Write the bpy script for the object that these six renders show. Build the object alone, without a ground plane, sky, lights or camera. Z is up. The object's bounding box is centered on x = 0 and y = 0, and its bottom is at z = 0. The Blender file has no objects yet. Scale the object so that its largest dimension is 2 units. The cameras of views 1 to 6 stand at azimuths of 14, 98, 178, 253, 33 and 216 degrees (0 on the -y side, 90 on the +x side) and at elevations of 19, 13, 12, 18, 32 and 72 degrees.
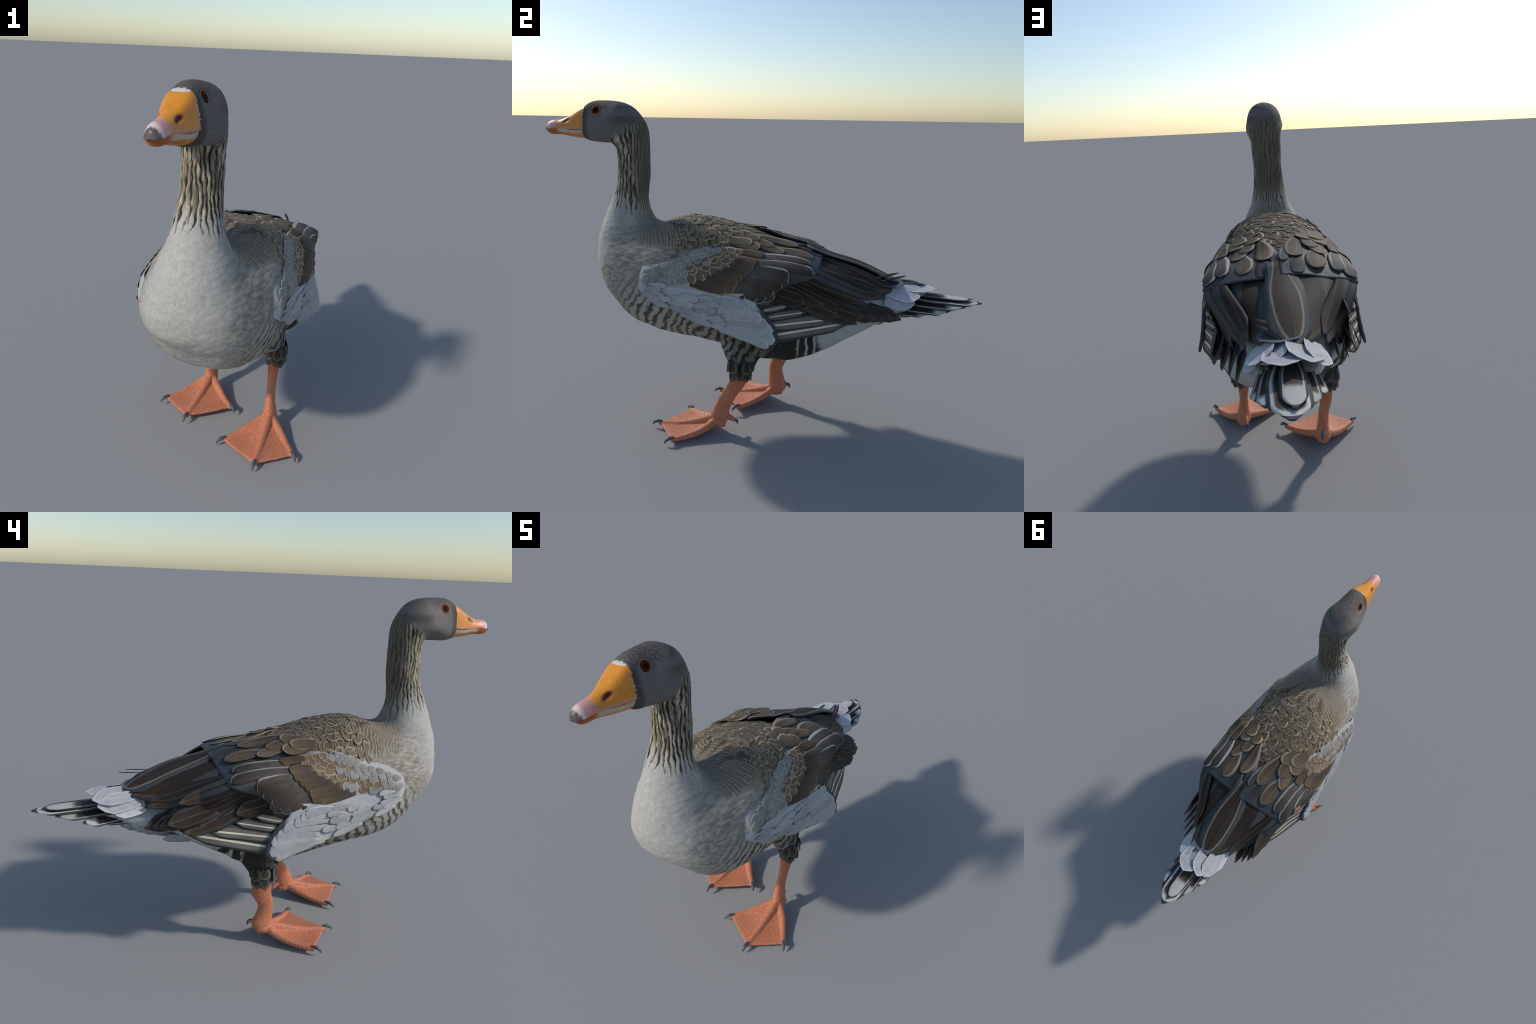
import bpy, bmesh, math, random
import numpy as np
from mathutils import Vector, Matrix, noise
from mathutils.bvhtree import BVHTree

# A walking greylag goose: one body surface lofted between its back line and its belly line,
# webbed feet, a bill, and folded wings covered with rows of separate feathers.
# Frame: bill towards -y, tail towards +y, the bird's left side is +x.
RNG = random.Random(7)

# ------------------------------------------------------------------ shader expressions
class Sock:
    """A node socket that can be used in arithmetic; every operation adds a Math node."""
    def __init__(self, tree, s): self.t, self.s = tree, s
    def _m(self, op, *args, clamp=False):
        n = self.t.nodes.new("ShaderNodeMath"); n.operation = op; n.use_clamp = clamp
        for i, a in enumerate((self,) + args):
            if isinstance(a, Sock): self.t.links.new(a.s, n.inputs[i])
            else: n.inputs[i].default_value = float(a)
        return Sock(self.t, n.outputs[0])
    def __add__(self, o): return self._m("ADD", o)
    __radd__ = __add__
    def __sub__(self, o): return self._m("SUBTRACT", o)
    def __rsub__(self, o): return (self * -1) + o
    def __mul__(self, o): return self._m("MULTIPLY", o)
    __rmul__ = __mul__
    def __truediv__(self, o): return self._m("DIVIDE", o)
    def abs(self): return self._m("ABSOLUTE")
    def sin(self): return self._m("SINE")
    def pow(self, e): return self._m("POWER", e)
    def min(self, o): return self._m("MINIMUM", o)
    def max(self, o): return self._m("MAXIMUM", o)
    def frac(self): return self._m("FRACT")
    def atan2(self, o): return self._m("ARCTAN2", o)
    def step(self, a, b):
        """smooth 0..1 as the value goes from a to b (a may be above b)"""
        n = self.t.nodes.new("ShaderNodeMapRange"); n.interpolation_type = "SMOOTHSTEP"
        self.t.links.new(self.s, n.inputs["Value"])
        if a < b: vals = (a, b, 0, 1)
        else: vals = (b, a, 1, 0)
        for k, v in zip(("From Min", "From Max", "To Min", "To Max"), vals): n.inputs[k].default_value = v
        return Sock(self.t, n.outputs["Result"])

class Mat:
    def __init__(self, name, rough=.75, spec=.25):
        self.m = bpy.data.materials.new(name); self.m.use_nodes = True
        self.t = self.m.node_tree; self.t.nodes.clear()
        self.out = self.t.nodes.new("ShaderNodeOutputMaterial")
        self.b = self.t.nodes.new("ShaderNodeBsdfPrincipled")
        self.t.links.new(self.b.outputs[0], self.out.inputs[0])
        self.b.inputs["Roughness"].default_value = rough
        self.b.inputs["Specular IOR Level"].default_value = spec
        tc = self.t.nodes.new("ShaderNodeTexCoord")
        self.co = tc.outputs["Object"]
        sp = self.t.nodes.new("ShaderNodeSeparateXYZ"); self.t.links.new(self.co, sp.inputs[0])
        self.x, self.y, self.z = (Sock(self.t, sp.outputs[i]) for i in range(3))
    def vec(self, x, y, z):
        n = self.t.nodes.new("ShaderNodeCombineXYZ")
        for i, a in enumerate((x, y, z)):
            if isinstance(a, Sock): self.t.links.new(a.s, n.inputs[i])
            else: n.inputs[i].default_value = a
        return n.outputs[0]
    def noise(self, scale, detail=3, v=None, stretch=None, rough=.55):
        n = self.t.nodes.new("ShaderNodeTexNoise"); n.inputs["Scale"].default_value = scale
        n.inputs["Detail"].default_value = detail; n.inputs["Roughness"].default_value = rough
        v = v or self.co
        if stretch:
            mp = self.t.nodes.new("ShaderNodeMapping"); mp.inputs["Scale"].default_value = stretch
            self.t.links.new(v, mp.inputs["Vector"]); v = mp.outputs[0]
        self.t.links.new(v, n.inputs["Vector"])
        return Sock(self.t, n.outputs["Fac"])
    def voronoi(self, scale, feature="DISTANCE_TO_EDGE", v=None, stretch=None, out="Distance"):
        n = self.t.nodes.new("ShaderNodeTexVoronoi"); n.feature = feature
        n.inputs["Scale"].default_value = scale
        v = v or self.co
        if stretch:
            mp = self.t.nodes.new("ShaderNodeMapping"); mp.inputs["Scale"].default_value = stretch
            self.t.links.new(v, mp.inputs["Vector"]); v = mp.outputs[0]
        self.t.links.new(v, n.inputs["Vector"])
        return Sock(self.t, n.outputs[out])
    def random(self):
        n = self.t.nodes.new("ShaderNodeObjectInfo"); return Sock(self.t, n.outputs["Random"])
    def curve(self, v, f, n=17):
        c = self.t.nodes.new("ShaderNodeFloatCurve"); cv = c.mapping.curves[0]
        pts = [(i / (n - 1), f(i / (n - 1))) for i in range(n)]
        pts[-1:-1] = [(.97, f(.97)), (.99, f(.99))]
        while len(cv.points) < len(pts): cv.points.new(.5, .5)
        for p, q in zip(cv.points, pts): p.location = q; p.handle_type = "VECTOR"
        c.mapping.use_clip = True; c.mapping.update()
        self.t.links.new(v.s, c.inputs["Value"])
        return Sock(self.t, c.outputs[0])
    def mix(self, f, a, b, mode="MIX"):
        n = self.t.nodes.new("ShaderNodeMix"); n.data_type = "RGBA"; n.blend_type = mode
        for sock, v in ((n.inputs[0], f), (n.inputs[6], a), (n.inputs[7], b)):
            if isinstance(v, Sock): self.t.links.new(v.s, sock)
            elif isinstance(v, (int, float)): sock.default_value = v
            else: sock.default_value = (*v, 1)
        return Sock(self.t, n.outputs[2])
    def gain(self, c, g):
        """colour times a grey value"""
        n = self.t.nodes.new("ShaderNodeVectorMath"); n.operation = "SCALE"
        if isinstance(c, Sock): self.t.links.new(c.s, n.inputs[0])
        else: n.inputs[0].default_value = c
        self.t.links.new(g.s, n.inputs["Scale"])
        return Sock(self.t, n.outputs[0])
    def color(self, c):
        if isinstance(c, Sock): self.t.links.new(c.s, self.b.inputs["Base Color"])
        else: self.b.inputs["Base Color"].default_value = (*c, 1)
    def bump(self, h, strength=.4, dist=.003):
        n = self.t.nodes.new("ShaderNodeBump"); n.inputs["Strength"].default_value = strength
        n.inputs["Distance"].default_value = dist
        self.t.links.new(h.s, n.inputs["Height"]); self.t.links.new(n.outputs[0], self.b.inputs["Normal"])
    def rough(self, r): self.t.links.new(r.s, self.b.inputs["Roughness"])

# ------------------------------------------------------------------ helpers
def link(o, parent=None):
    bpy.context.scene.collection.objects.link(o)
    if parent is not None: o.parent = parent
    return o

def mesh_object(name, verts, faces, mat=None, parent=None, smooth=True):
    me = bpy.data.meshes.new(name)
    me.from_pydata([tuple(map(float, v)) for v in verts], [], [tuple(map(int, f)) for f in faces]); me.update()
    if mat: me.materials.append(mat.m if isinstance(mat, Mat) else mat)
    me.polygons.foreach_set("use_smooth", [smooth] * len(me.polygons))
    return link(bpy.data.objects.new(name, me), parent)

def loft(rings, cap=True):
    """closed rings (n, m, 3) to verts and faces"""
    rings = np.asarray(rings); n, m, _ = rings.shape
    v = rings.reshape(-1, 3).tolist(); f = []
    for i in range(n - 1):
        for j in range(m):
            k = (j + 1) % m
            f.append((i * m + j, i * m + k, (i + 1) * m + k, (i + 1) * m + j))
    if cap:
        for i in (0, n - 1):
            v.append(rings[i].mean(0).tolist()); c = len(v) - 1
            for j in range(m):
                k = (j + 1) % m
                f.append((c, i * m + k, i * m + j) if i == 0 else (c, i * m + j, i * m + k))
    return v, f

def smoothstep(a, b, x):
    t = np.clip((np.asarray(x, float) - a) / (b - a), 0, 1); return t * t * (3 - 2 * t)   # a may be above b

def unit(v):
    v = np.asarray(v, float); return v / (np.linalg.norm(v, axis=-1, keepdims=True) + 1e-12)

def tube(path, radii, m=20, flat=None, steps=6):
    """tube through path points; radii are (across x-ish, along the other axis) pairs or numbers"""
    path = np.asarray(path, float); k = np.arange(len(path)); q = np.linspace(0, len(path) - 1, steps * (len(path) - 1) + 1)
    P = spline(k, path, q); R = spline(k, np.asarray([r if np.ndim(r) else (r, r) for r in radii], float), q)
    T = unit(np.gradient(P, axis=0)); side = np.array(flat if flat is not None else (1., 0, 0))
    rings = []
    for p, r, t in zip(P, R, T):
        a = unit(side - t * (side @ t)); b = np.cross(t, a)
        th = np.linspace(0, 2 * np.pi, m, endpoint=False)
        rings.append(p + np.outer(np.cos(th), a) * r[0] + np.outer(np.sin(th), b) * r[1])
    return loft(rings)

def join(*parts):
    V, F = [], []
    for v, f in parts:
        o = len(V); V += list(v); F += [tuple(i + o for i in q) for q in f]
    return V, F

def remeshed(v, f, voxel, smooth=2, factor=.5):
    """union of closed shells as one even surface: numpy verts and quad/tri faces"""
    o = mesh_object("blank", v, f)
    md = o.modifiers.new("r", "REMESH"); md.mode = "VOXEL"; md.voxel_size = voxel
    if smooth:
        s = o.modifiers.new("s", "SMOOTH"); s.factor = factor; s.iterations = smooth
    ev = o.evaluated_get(bpy.context.evaluated_depsgraph_get()); me = ev.to_mesh()
    V = np.empty(len(me.vertices) * 3); me.vertices.foreach_get("co", V); V = V.reshape(-1, 3).copy()
    F = [tuple(p.vertices) for p in me.polygons]
    ev.to_mesh_clear(); me0 = o.data; bpy.data.objects.remove(o); bpy.data.meshes.remove(me0)
    return V, F

def normals_of(V, F):
    me = bpy.data.meshes.new("n"); me.from_pydata(V.tolist(), [], F); me.update()
    N = np.empty(len(V) * 3); me.vertices.foreach_get("normal", N); bpy.data.meshes.remove(me)
    return N.reshape(-1, 3)

def split_regions(V, F, region_of, mats, names, parents):
    """one smooth surface as several objects whose borders coincide and share its normals"""
    N = normals_of(V, F)
    cen = np.array([V[list(f)].mean(0) for f in F]); reg = region_of(cen); objs = {}
    for r, name in enumerate(names):
        fs = [F[i] for i in np.nonzero(reg == r)[0]]
        if not fs: continue
        used = np.unique(np.concatenate([np.array(f) for f in fs])); idx = {int(u): i for i, u in enumerate(used)}
        o = mesh_object(name, V[used], [tuple(idx[i] for i in f) for f in fs], mats[r], parents[r])
        o.data.normals_split_custom_set_from_vertices(N[used].tolist()); objs[r] = o
    return objs

# stations along the body (y), each a section from the back's middle (s=0) over the
# shoulder (s=4) to the lower edge (s=8): half-width x and height z at s=0,2,4,6,8
WING_Y = np.array([-.53,-.45,-.32,-.15,0,.1,.2,.28,.45,.67])
WING_X = np.array([[.220,.235,.246,.255,.256],[.200,.229,.258,.270,.270],[.190,.229,.268,.285,.290],
  [.165,.230,.283,.301,.311],[.060,.190,.283,.308,.326],[.010,.155,.278,.287,.335],
  [.000,.135,.283,.247,.318],[.000,.135,.276,.240,.300],[.000,.100,.175,.200,.222],[.000,.050,.090,.100,.090]])
WING_Z = np.array([[.795,.780,.760,.735,.710],[.845,.812,.770,.720,.658],[.875,.840,.783,.705,.608],
  [.900,.858,.788,.690,.552],[.906,.866,.808,.690,.512],[.886,.860,.810,.695,.488],
  [.863,.847,.800,.685,.488],[.834,.817,.775,.668,.495],[.788,.764,.702,.625,.520],[.680,.672,.650,.620,.580]])

def spline(xs, ys, q):
    """monotone-ish cubic Hermite through (xs, ys) along axis 0, evaluated at q"""
    xs=np.asarray(xs,float); ys=np.asarray(ys,float); q=np.asarray(q,float)
    d=np.diff(ys,axis=0)/np.diff(xs).reshape((-1,)+(1,)*(ys.ndim-1))
    m=np.concatenate([d[:1],(d[1:]+d[:-1])/2,d[-1:]])
    i=np.clip(np.searchsorted(xs,q)-1,0,len(xs)-2)
    h=(xs[i+1]-xs[i]); t=np.clip((q-xs[i])/h,0,1)
    sh=(-1,)+(1,)*(ys.ndim-1); t=t.reshape(sh); h=h.reshape(sh)
    return ((2*t**3-3*t**2+1)*ys[i]+(t**3-2*t**2+t)*h*m[i]+(-2*t**3+3*t**2)*ys[i+1]+(t**3-t**2)*h*m[i+1])

GY=np.linspace(-.53,.67,241); GS=np.linspace(0,8,81)
GX=spline([0,2,4,6,8],spline(WING_Y,WING_X,GY).T,GS).T
GZ=spline([0,2,4,6,8],spline(WING_Y,WING_Z,GY).T,GS).T

def wing_point(y,s):
    """point of the folded wing's outer surface (left side, x >= 0)"""
    y=np.asarray(y,float); s=np.asarray(s,float)
    fy=np.clip((y+.53)/1.2*240,0,239.999); fs=np.clip(s*10,0,79.999)
    i=fy.astype(int); j=fs.astype(int); a=fy-i; b=fs-j
    def g(G): return (G[i,j]*(1-a)+G[i+1,j]*a)*(1-b)+(G[i,j+1]*(1-a)+G[i+1,j+1]*a)*b
    x=g(GX); z=g(GZ)
    below=np.minimum(s,0)          # past the middle of the back: keep going sideways
    return np.stack([x+below*.07, y, z+below*.0],-1)

# ------------------------------------------------------------------ the thing
goose = bpy.data.objects.new("goose", None); link(goose)
goose["label"] = "brown-grey walking goose with orange bill and webbed feet"
goose["category"] = "goose"

# ------------------------------------------------------------------ body: back line, belly line, half-width
# back point (y, z), belly point (y, z), half-width, middle x, fullness towards the belly, roundness
BODY = [
 (-.812,1.440,-.812,1.338,.030,.030, 0.0,2.0), (-.806,1.458,-.804,1.323,.054,.030,-.14,3.2),
 (-.791,1.473,-.788,1.311,.061,.030,-.22,2.7), (-.760,1.486,-.755,1.306,.067,.030,-.36,2.4),
 (-.720,1.488,-.715,1.307,.074,.029,-.36,2.4), (-.680,1.487,-.690,1.309,.081,.029,-.30,2.4),
 (-.633,1.480,-.674,1.310,.086,.028,-.16,2.8), (-.590,1.460,-.665,1.303,.085,.028,-.12,2.7),
 (-.555,1.427,-.661,1.292,.080,.027,-.10,2.3), (-.531,1.390,-.660,1.276,.075,.026,-.05,2.0),
 (-.520,1.345,-.660,1.255,.072,.025,0.0,2.0), (-.518,1.285,-.661,1.220,.070,.024,0.0,2.0),
 (-.519,1.210,-.664,1.175,.068,.023,0.0,2.0), (-.521,1.150,-.668,1.130,.069,.022,0.0,2.0),
 (-.530,1.095,-.688,1.075,.073,.021,0.0,2.0), (-.533,1.050,-.710,1.030,.082,.020,0.0,2.0),
 (-.523,1.000,-.736,.970,.098,.018,0.0,2.0), (-.500,.955,-.762,.895,.126,.016,0.0,2.0),
 (-.455,.948,-.772,.815,.148,.015,-.04,2.1), (-.405,.966,-.766,.735,.176,.013,-.09,2.2),
 (-.350,.978,-.737,.664,.205,.011,-.10,2.35), (-.280,.975,-.668,.592,.237,.014,-.08,2.5),
 (-.200,.963,-.580,.500,.257,.008,-.05,2.5), (-.100,.938,-.445,.450,.266,.008,-.03,2.6),
 (0.0,.904,-.250,.412,.268,.004,0.0,2.4), (.100,.866,-.080,.374,.270,.004,-.02,2.3),
 (.200,.835,.050,.348,.262,.006,-.04,2.3), (.300,.785,.160,.362,.244,.010,-.06,2.3),
 (.420,.730,.300,.416,.202,.015,-.05,2.2), (.550,.680,.455,.498,.150,.008,0.0,2.0),
 (.660,.655,.590,.555,.100,0.0,0.0,2.0), (.750,.642,.690,.588,.065,0.0,0.0,2.0), (.800,.632,.750,.602,.030,0.0,0.0,2.0)]

def body_rings(m=72):
    A = np.array(BODY); q = np.linspace(0, len(A) - 1, 6 * (len(A) - 1) + 1); A = spline(np.arange(len(A)), A, q)
    th = np.linspace(0, 2 * np.pi, m, endpoint=False); c, s = np.cos(th), np.sin(th); rings = []
    for dy, dz, vy, vz, w, x0, fat, p in A:
        k = (np.abs(c) ** p + np.abs(s) ** p) ** (-1 / p); cc, ss = c * k, s * k
        mid = np.array([(dy + vy) / 2, (dz + vz) / 2]); half = np.array([(dy - vy) / 2, (dz - vz) / 2])
        # stepping pose: the belly hangs a little lower on the left
        sway = (.003 + .042 * smoothstep(.02, .15, vy) + .022 * smoothstep(-.50, -.62, vy)) * smoothstep(-.77, -.68, vy) * smoothstep(.62, .42, vy) * np.clip(-cc, 0, 1) * ss
        rings.append(np.stack([x0 + w * ss * (1 + fat * cc), mid[0] + half[0] * cc, mid[1] + half[1] * cc - sway], -1))
    return rings

# ankle places of the two legs (left foot forward)
LEG_TOP = {"left": np.array([.182, -.062, .288]), "right": np.array([-.168, .079, .312])}
def thigh_shell(top):
    s = np.sign(top[0])
    return tube([top + (-s * .030, .01, .17), top + (-s * .016, .004, .095), top + (-s * .004, .002, .040), top + (0, .0, -.010)],
                [(.062, .125), (.058, .088), (.046, .058), (.038, .044)], m=28, steps=5)

bodyV, bodyF = remeshed(*join(loft(body_rings()), thigh_shell(LEG_TOP["left"]), thigh_shell(LEG_TOP["right"]),
    tube([(.14, -.03, .48), (.192, .03, .450), (.192, .11, .455), (.14, .22, .48)], [(.05, .05), (.066, .064), (.066, .062), (.05, .05)], m=24),
    tube([(-.12, .03, .49), (-.178, .09, .472), (-.180, .16, .480), (-.12, .25, .50)], [(.05, .05), (.066, .062), (.066, .060), (.05, .05)], m=24)), .0052, 6, .5)

# furrows of the neck plumage: the same phase is used for the relief and, in the material, for the darker colour along the grooves
NECK_C = (.024, -.592); FURROWS = 26
FURROW_TERMS = ((2.1, 9., 3., .7), (1.1, 21., -2., 0.), (.7, 43., -5., 1.), (.6, 67., 7., 2.), (.5, 131., -9., 4.))   # strength, per metre, per turn, shift
def furrow_phase(x, y, z, sin, atan2):
    a = atan2(x - NECK_C[0], (y - NECK_C[1]) * -1)
    ph = a * FURROWS
    for k, f, m, o in FURROW_TERMS: ph = ph + sin(z * f + a * m + o) * k
    return ph
def displaced(V, N):
    x, y, z = V.T
    ph = furrow_phase(x, y, z, np.sin, np.arctan2)
    ridge = np.abs(np.sin(ph / 2)) ** .6
    headline = z - 1.315 - (y + .66) * .75
    mask = smoothstep(.98, 1.08, z + (y + .6) * .30) * smoothstep(.015, -.03, headline) * smoothstep(-.3, -.45, y)
    back = smoothstep(-.56, -.52, y) * .45
    brk = np.array([noise.noise((v[0] * 30, v[1] * 30, v[2] * 13)) for v in V]) * .5 + .5
    fine = np.abs(np.sin(ph * 1.5 + z * 60)) ** .7
    d = ((ridge - .7) * .0085 * smoothstep(.25, .6, brk) + (fine - .6) * .0028) * mask * (1 - back)
    # head: sockets round the eyes under a low brow, full cheeks
    ey, ez = y + .731, z - 1.4385; hd = smoothstep(1.30, 1.34, z)
    d += hd * (-.0040 * np.exp(-(np.hypot(ey, ez) / .026) ** 4) + .0035 * np.exp(-((ez - .027 + ey * .15) / .009) ** 2 - (ey / .045) ** 2)
               + .0040 * np.exp(-((y + .690) / .045) ** 2 - ((z - 1.365) / .028) ** 2))
    # loose, overlapping plumage on breast and flanks: small ripples running back along the body
    rip = np.zeros(len(V))
    for i in np.nonzero((z < 1.06))[0]:
        p = V[i]
        rip[i] = noise.noise((p[0] * 22, p[1] * 9, p[2] * 26)) * .5 + noise.noise((p[0] * 48 + 7, p[1] * 20, p[2] * 55)) * .35
    d += rip * .0045 * smoothstep(1.06, .98, z)
    return V + N * d[:, None]
bodyV = displaced(bodyV, normals_of(bodyV, bodyF))

# ------------------------------------------------------------------ body plumage material
def plumage_material():
    M = Mat("body_plumage", .8, .2); x, y, z = M.x, M.y, M.z
    n1 = M.noise(9, 4); n2 = M.noise(34, 4); fine = M.noise(150, 3)
    streak = M.noise(60, 4, stretch=(1.3, .35, 1.5))
    vert = M.noise(55, 3, stretch=(1.4, 1.4, .25))
    # --- breast: pale in the middle of the front, olive grey on its sides
    wisp = M.noise(105, 4, stretch=(1.1, .45, .8))
    pale = M.mix(streak * .5 + wisp * .5, (.285, .27, .24), (.565, .545, .505))
    olive = M.mix(streak.step(.30, .70), (.205, .185, .145), (.40, .375, .325))
    side = (x.abs() + (n1 - .5) * .12 + (y + .62) * .42).step(.07, .20)
    col = M.mix(side, pale, olive)
    # warm dirt in the low breast
    col = M.mix((z + (n2 - .5) * .1).step(.66, .52) * n2.step(.45, .7) * .45, col, (.25, .22, .165))
    # --- flank bars: short dark bars across the flow of the plumage, densest towards the thigh
    flow = y * .80 - z * .62
    barph = flow * 165 + (n1 - .5) * 16 + (n2 - .5) * 6 + x.abs() * 26
    bar = (barph.sin() + (fine - .5) * 1.4 + (M.noise(26, 3, stretch=(1, 1.6, .8)) - .5) * 2.2)
    zone = (z + (y + .4) * .18 + (n2 - .5) * .08).step(.74, .60) * x.abs().step(.10, .19) * (y + (n2 - .5) * .1).step(-.68, -.50)
    dark = M.mix((y + (n1 - .5) * .2).step(-.40, .0), (.085, .074, .055), (.022, .020, .015))
    light = M.mix((y + (n1 - .5) * .2).step(-.35, .02), (.40, .375, .335), (.16, .155, .125))
    bars = M.mix(bar.step(-1.1, .75), dark, light)
    col = M.mix(zone, col, bars)
    # rear flank: black feathers with curved white rims
    rim = ((y * 1.0 + (z - .5).pow(2) * 1.4 + (n1 - .5) * .05) * 165).sin() + (M.noise(120, 2, stretch=(1, 1, .4)) - .5) * .9
    rear = (y + (n2 - .5) * .05).step(.02, .12) * (z + (n1 - .5) * .05).step(.66, .58)
    strong = (y + (n2 - .5) * .03).step(.17, .22)
    sparse = (strong * .9 + (n2 - .38) * 2.0).step(.35, .75)
    col = M.mix(rear, col, M.mix(rim.step(.30, .95) * sparse, M.mix(streak, (.016, .015, .011), (.048, .046, .036)), M.mix(strong, (.20, .20, .16), (.44, .42, .38))))
    # --- vent and undertail: white, a little dirty
    white = M.mix(streak, (.36, .37, .355), (.56, .57, .55))
    col = M.mix((y + (z - .45) * .25 + (n2 - .5) * .03).step(.275, .305), col, white)
    # --- belly middle
    col = M.mix((x.abs() + (n2 - .5) * .05).step(.13, .06) * (y - .1).step(.2, .0) * (y).step(-.45, -.3) * z.step(.5, .45), col, (.40, .38, .35))
    # --- mantle: warm brown with thin pale waves across
    wave = ((y - x.abs() * .30 + (n1 - .5) * .06) * 400 + (n2 - .5) * 7).sin() + (fine - .5) * .8
    brown = M.mix(wave.step(.0, .95), (.150, .115, .070), (.345, .285, .195))
    brown = M.mix(M.noise(7, 2).step(.5, .7) * .3, brown, (.17, .16, .15))
    mantle = (z - x.abs() * .05 + (y + .2) * .08 + (n1 - .5) * .10).step(.80, .885) * (y + (n1 - .5) * .08).step(-.56, -.47)
    col = M.mix(mantle, col, brown)
    # nape foot: cool grey saddle between neck and mantle
    saddle = (y + (n2 - .5) * .05).step(-.60, -.52) * (y + (n2 - .5) * .05).step(-.36, -.44) * (z).step(.86, .95)
    col = M.mix(saddle * .8, col, M.mix(streak, (.15, .13, .10), (.30, .265, .21)))
    # --- neck: grey-brown ridges, near-black colour along the grooves
    ph = furrow_phase(x, y, z, lambda v: v.sin(), lambda a, b: a.atan2(b))
    ridge = (ph * .5).sin().abs()
    fine_ridge = (ph * 1.5 + z * 60).sin().abs()
    groove = (ridge + (M.noise(85, 4, stretch=(1, 1, .30)) - .5) * 1.3 + (M.noise(20, 3, stretch=(1, 1, .5)) - .5) * 1.5 + (fine_ridge - .6) * .35).step(.92, .18)
    tone = M.mix((vert + (M.noise(28, 3, stretch=(1.5, 1.5, .3)) - .5) * .8).step(.25, .75), (.15, .122, .083), (.48, .43, .33))
    nape = (y + (vert - .5) * .05).step(-.60, -.53)
    tone = M.mix(nape, tone, M.mix(vert, (.095, .082, .060), (.20, .172, .128)))
    tone = M.mix(groove * (1 - nape * .45), tone, (.030, .024, .017))
    neck = (z + (y + .6) * .30 + (vert - .5) * .12 + (groove - .5) * .06).step(1.0, 1.075)
    col = M.mix(neck, col, tone)
    # --- head: smooth grey brown, darker crown and lores, thin white rim at the bill
    hair = M.noise(130, 3, stretch=(1, .3, 1))
    head = M.mix(hair, (.125, .112, .103), (.20, .182, .168))
    head = M.mix((z + (y + .7) * -.05 + (n2 - .5) * .05).step(1.425, 1.475) * .75, head, M.mix(M.noise(190, 3).step(.4, .65), (.055, .047, .042), (.165, .138, .122)))
    head = M.mix((y + (n2 - .5) * .01).step(-.765, -.79) * z.step(1.47, 1.44) * .7, head, (.042, .038, .034))
    head = M.mix((y + .60).abs().step(.09, .03) * z.step(1.37, 1.40) * z.step(1.43, 1.41) * .5, head, (.045, .042, .042))
    rimj = M.noise(160, 2)
    rimw = y - (z - 1.40).step(.048, .062) * .006 + (rimj - .5) * .018
    head = M.mix(rimw.step(-.7993, -.8032) * z.step(1.36, 1.375), head, (.52, .51, .49))
    headline = z - 1.315 - (y + .66) * .75 + (n2 - .5) * .045
    col = M.mix(headline.step(-.012, .018) * z.step(1.22, 1.28), col, head)
    M.color(M.gain(col, fine * .5 + .75))
    M.bump(fine * .35 + streak * .65 + vert * .3 + wave * mantle * .35, .45, .004)
    return M
PLUMAGE = plumage_material()

def body_region(c):
    x, y, z = c.T
    r = np.full(len(c), 2)
    r[(z > 1.03 - (y + .53) * .3) & (y < -.3)] = 1
    r[(z - 1.315 - (y + .66) * .75 > 0) & (z > 1.2)] = 0
    for k, side in ((3, "left"), (4, "right")):
        t = LEG_TOP[side]; r[(np.hypot((x - t[0]) * 1.1, (y - t[1]) * .9) < .09) & (z < t[2] + .085)] = k
    r[(y > .62)] = 5
    return r
parts = split_regions(bodyV, bodyF, body_region, [PLUMAGE] * 6, ["head", "neck", "torso", "thigh", "thigh", "tail"], [goose] * 6)
head, neck, torso, tail = parts[0], parts[1], parts[2], parts[5]
thigh = {"left": parts[3], "right": parts[4]}
BODY_TREE = BVHTree.FromPolygons([Vector(v) for v in bodyV], bodyF)

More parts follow.
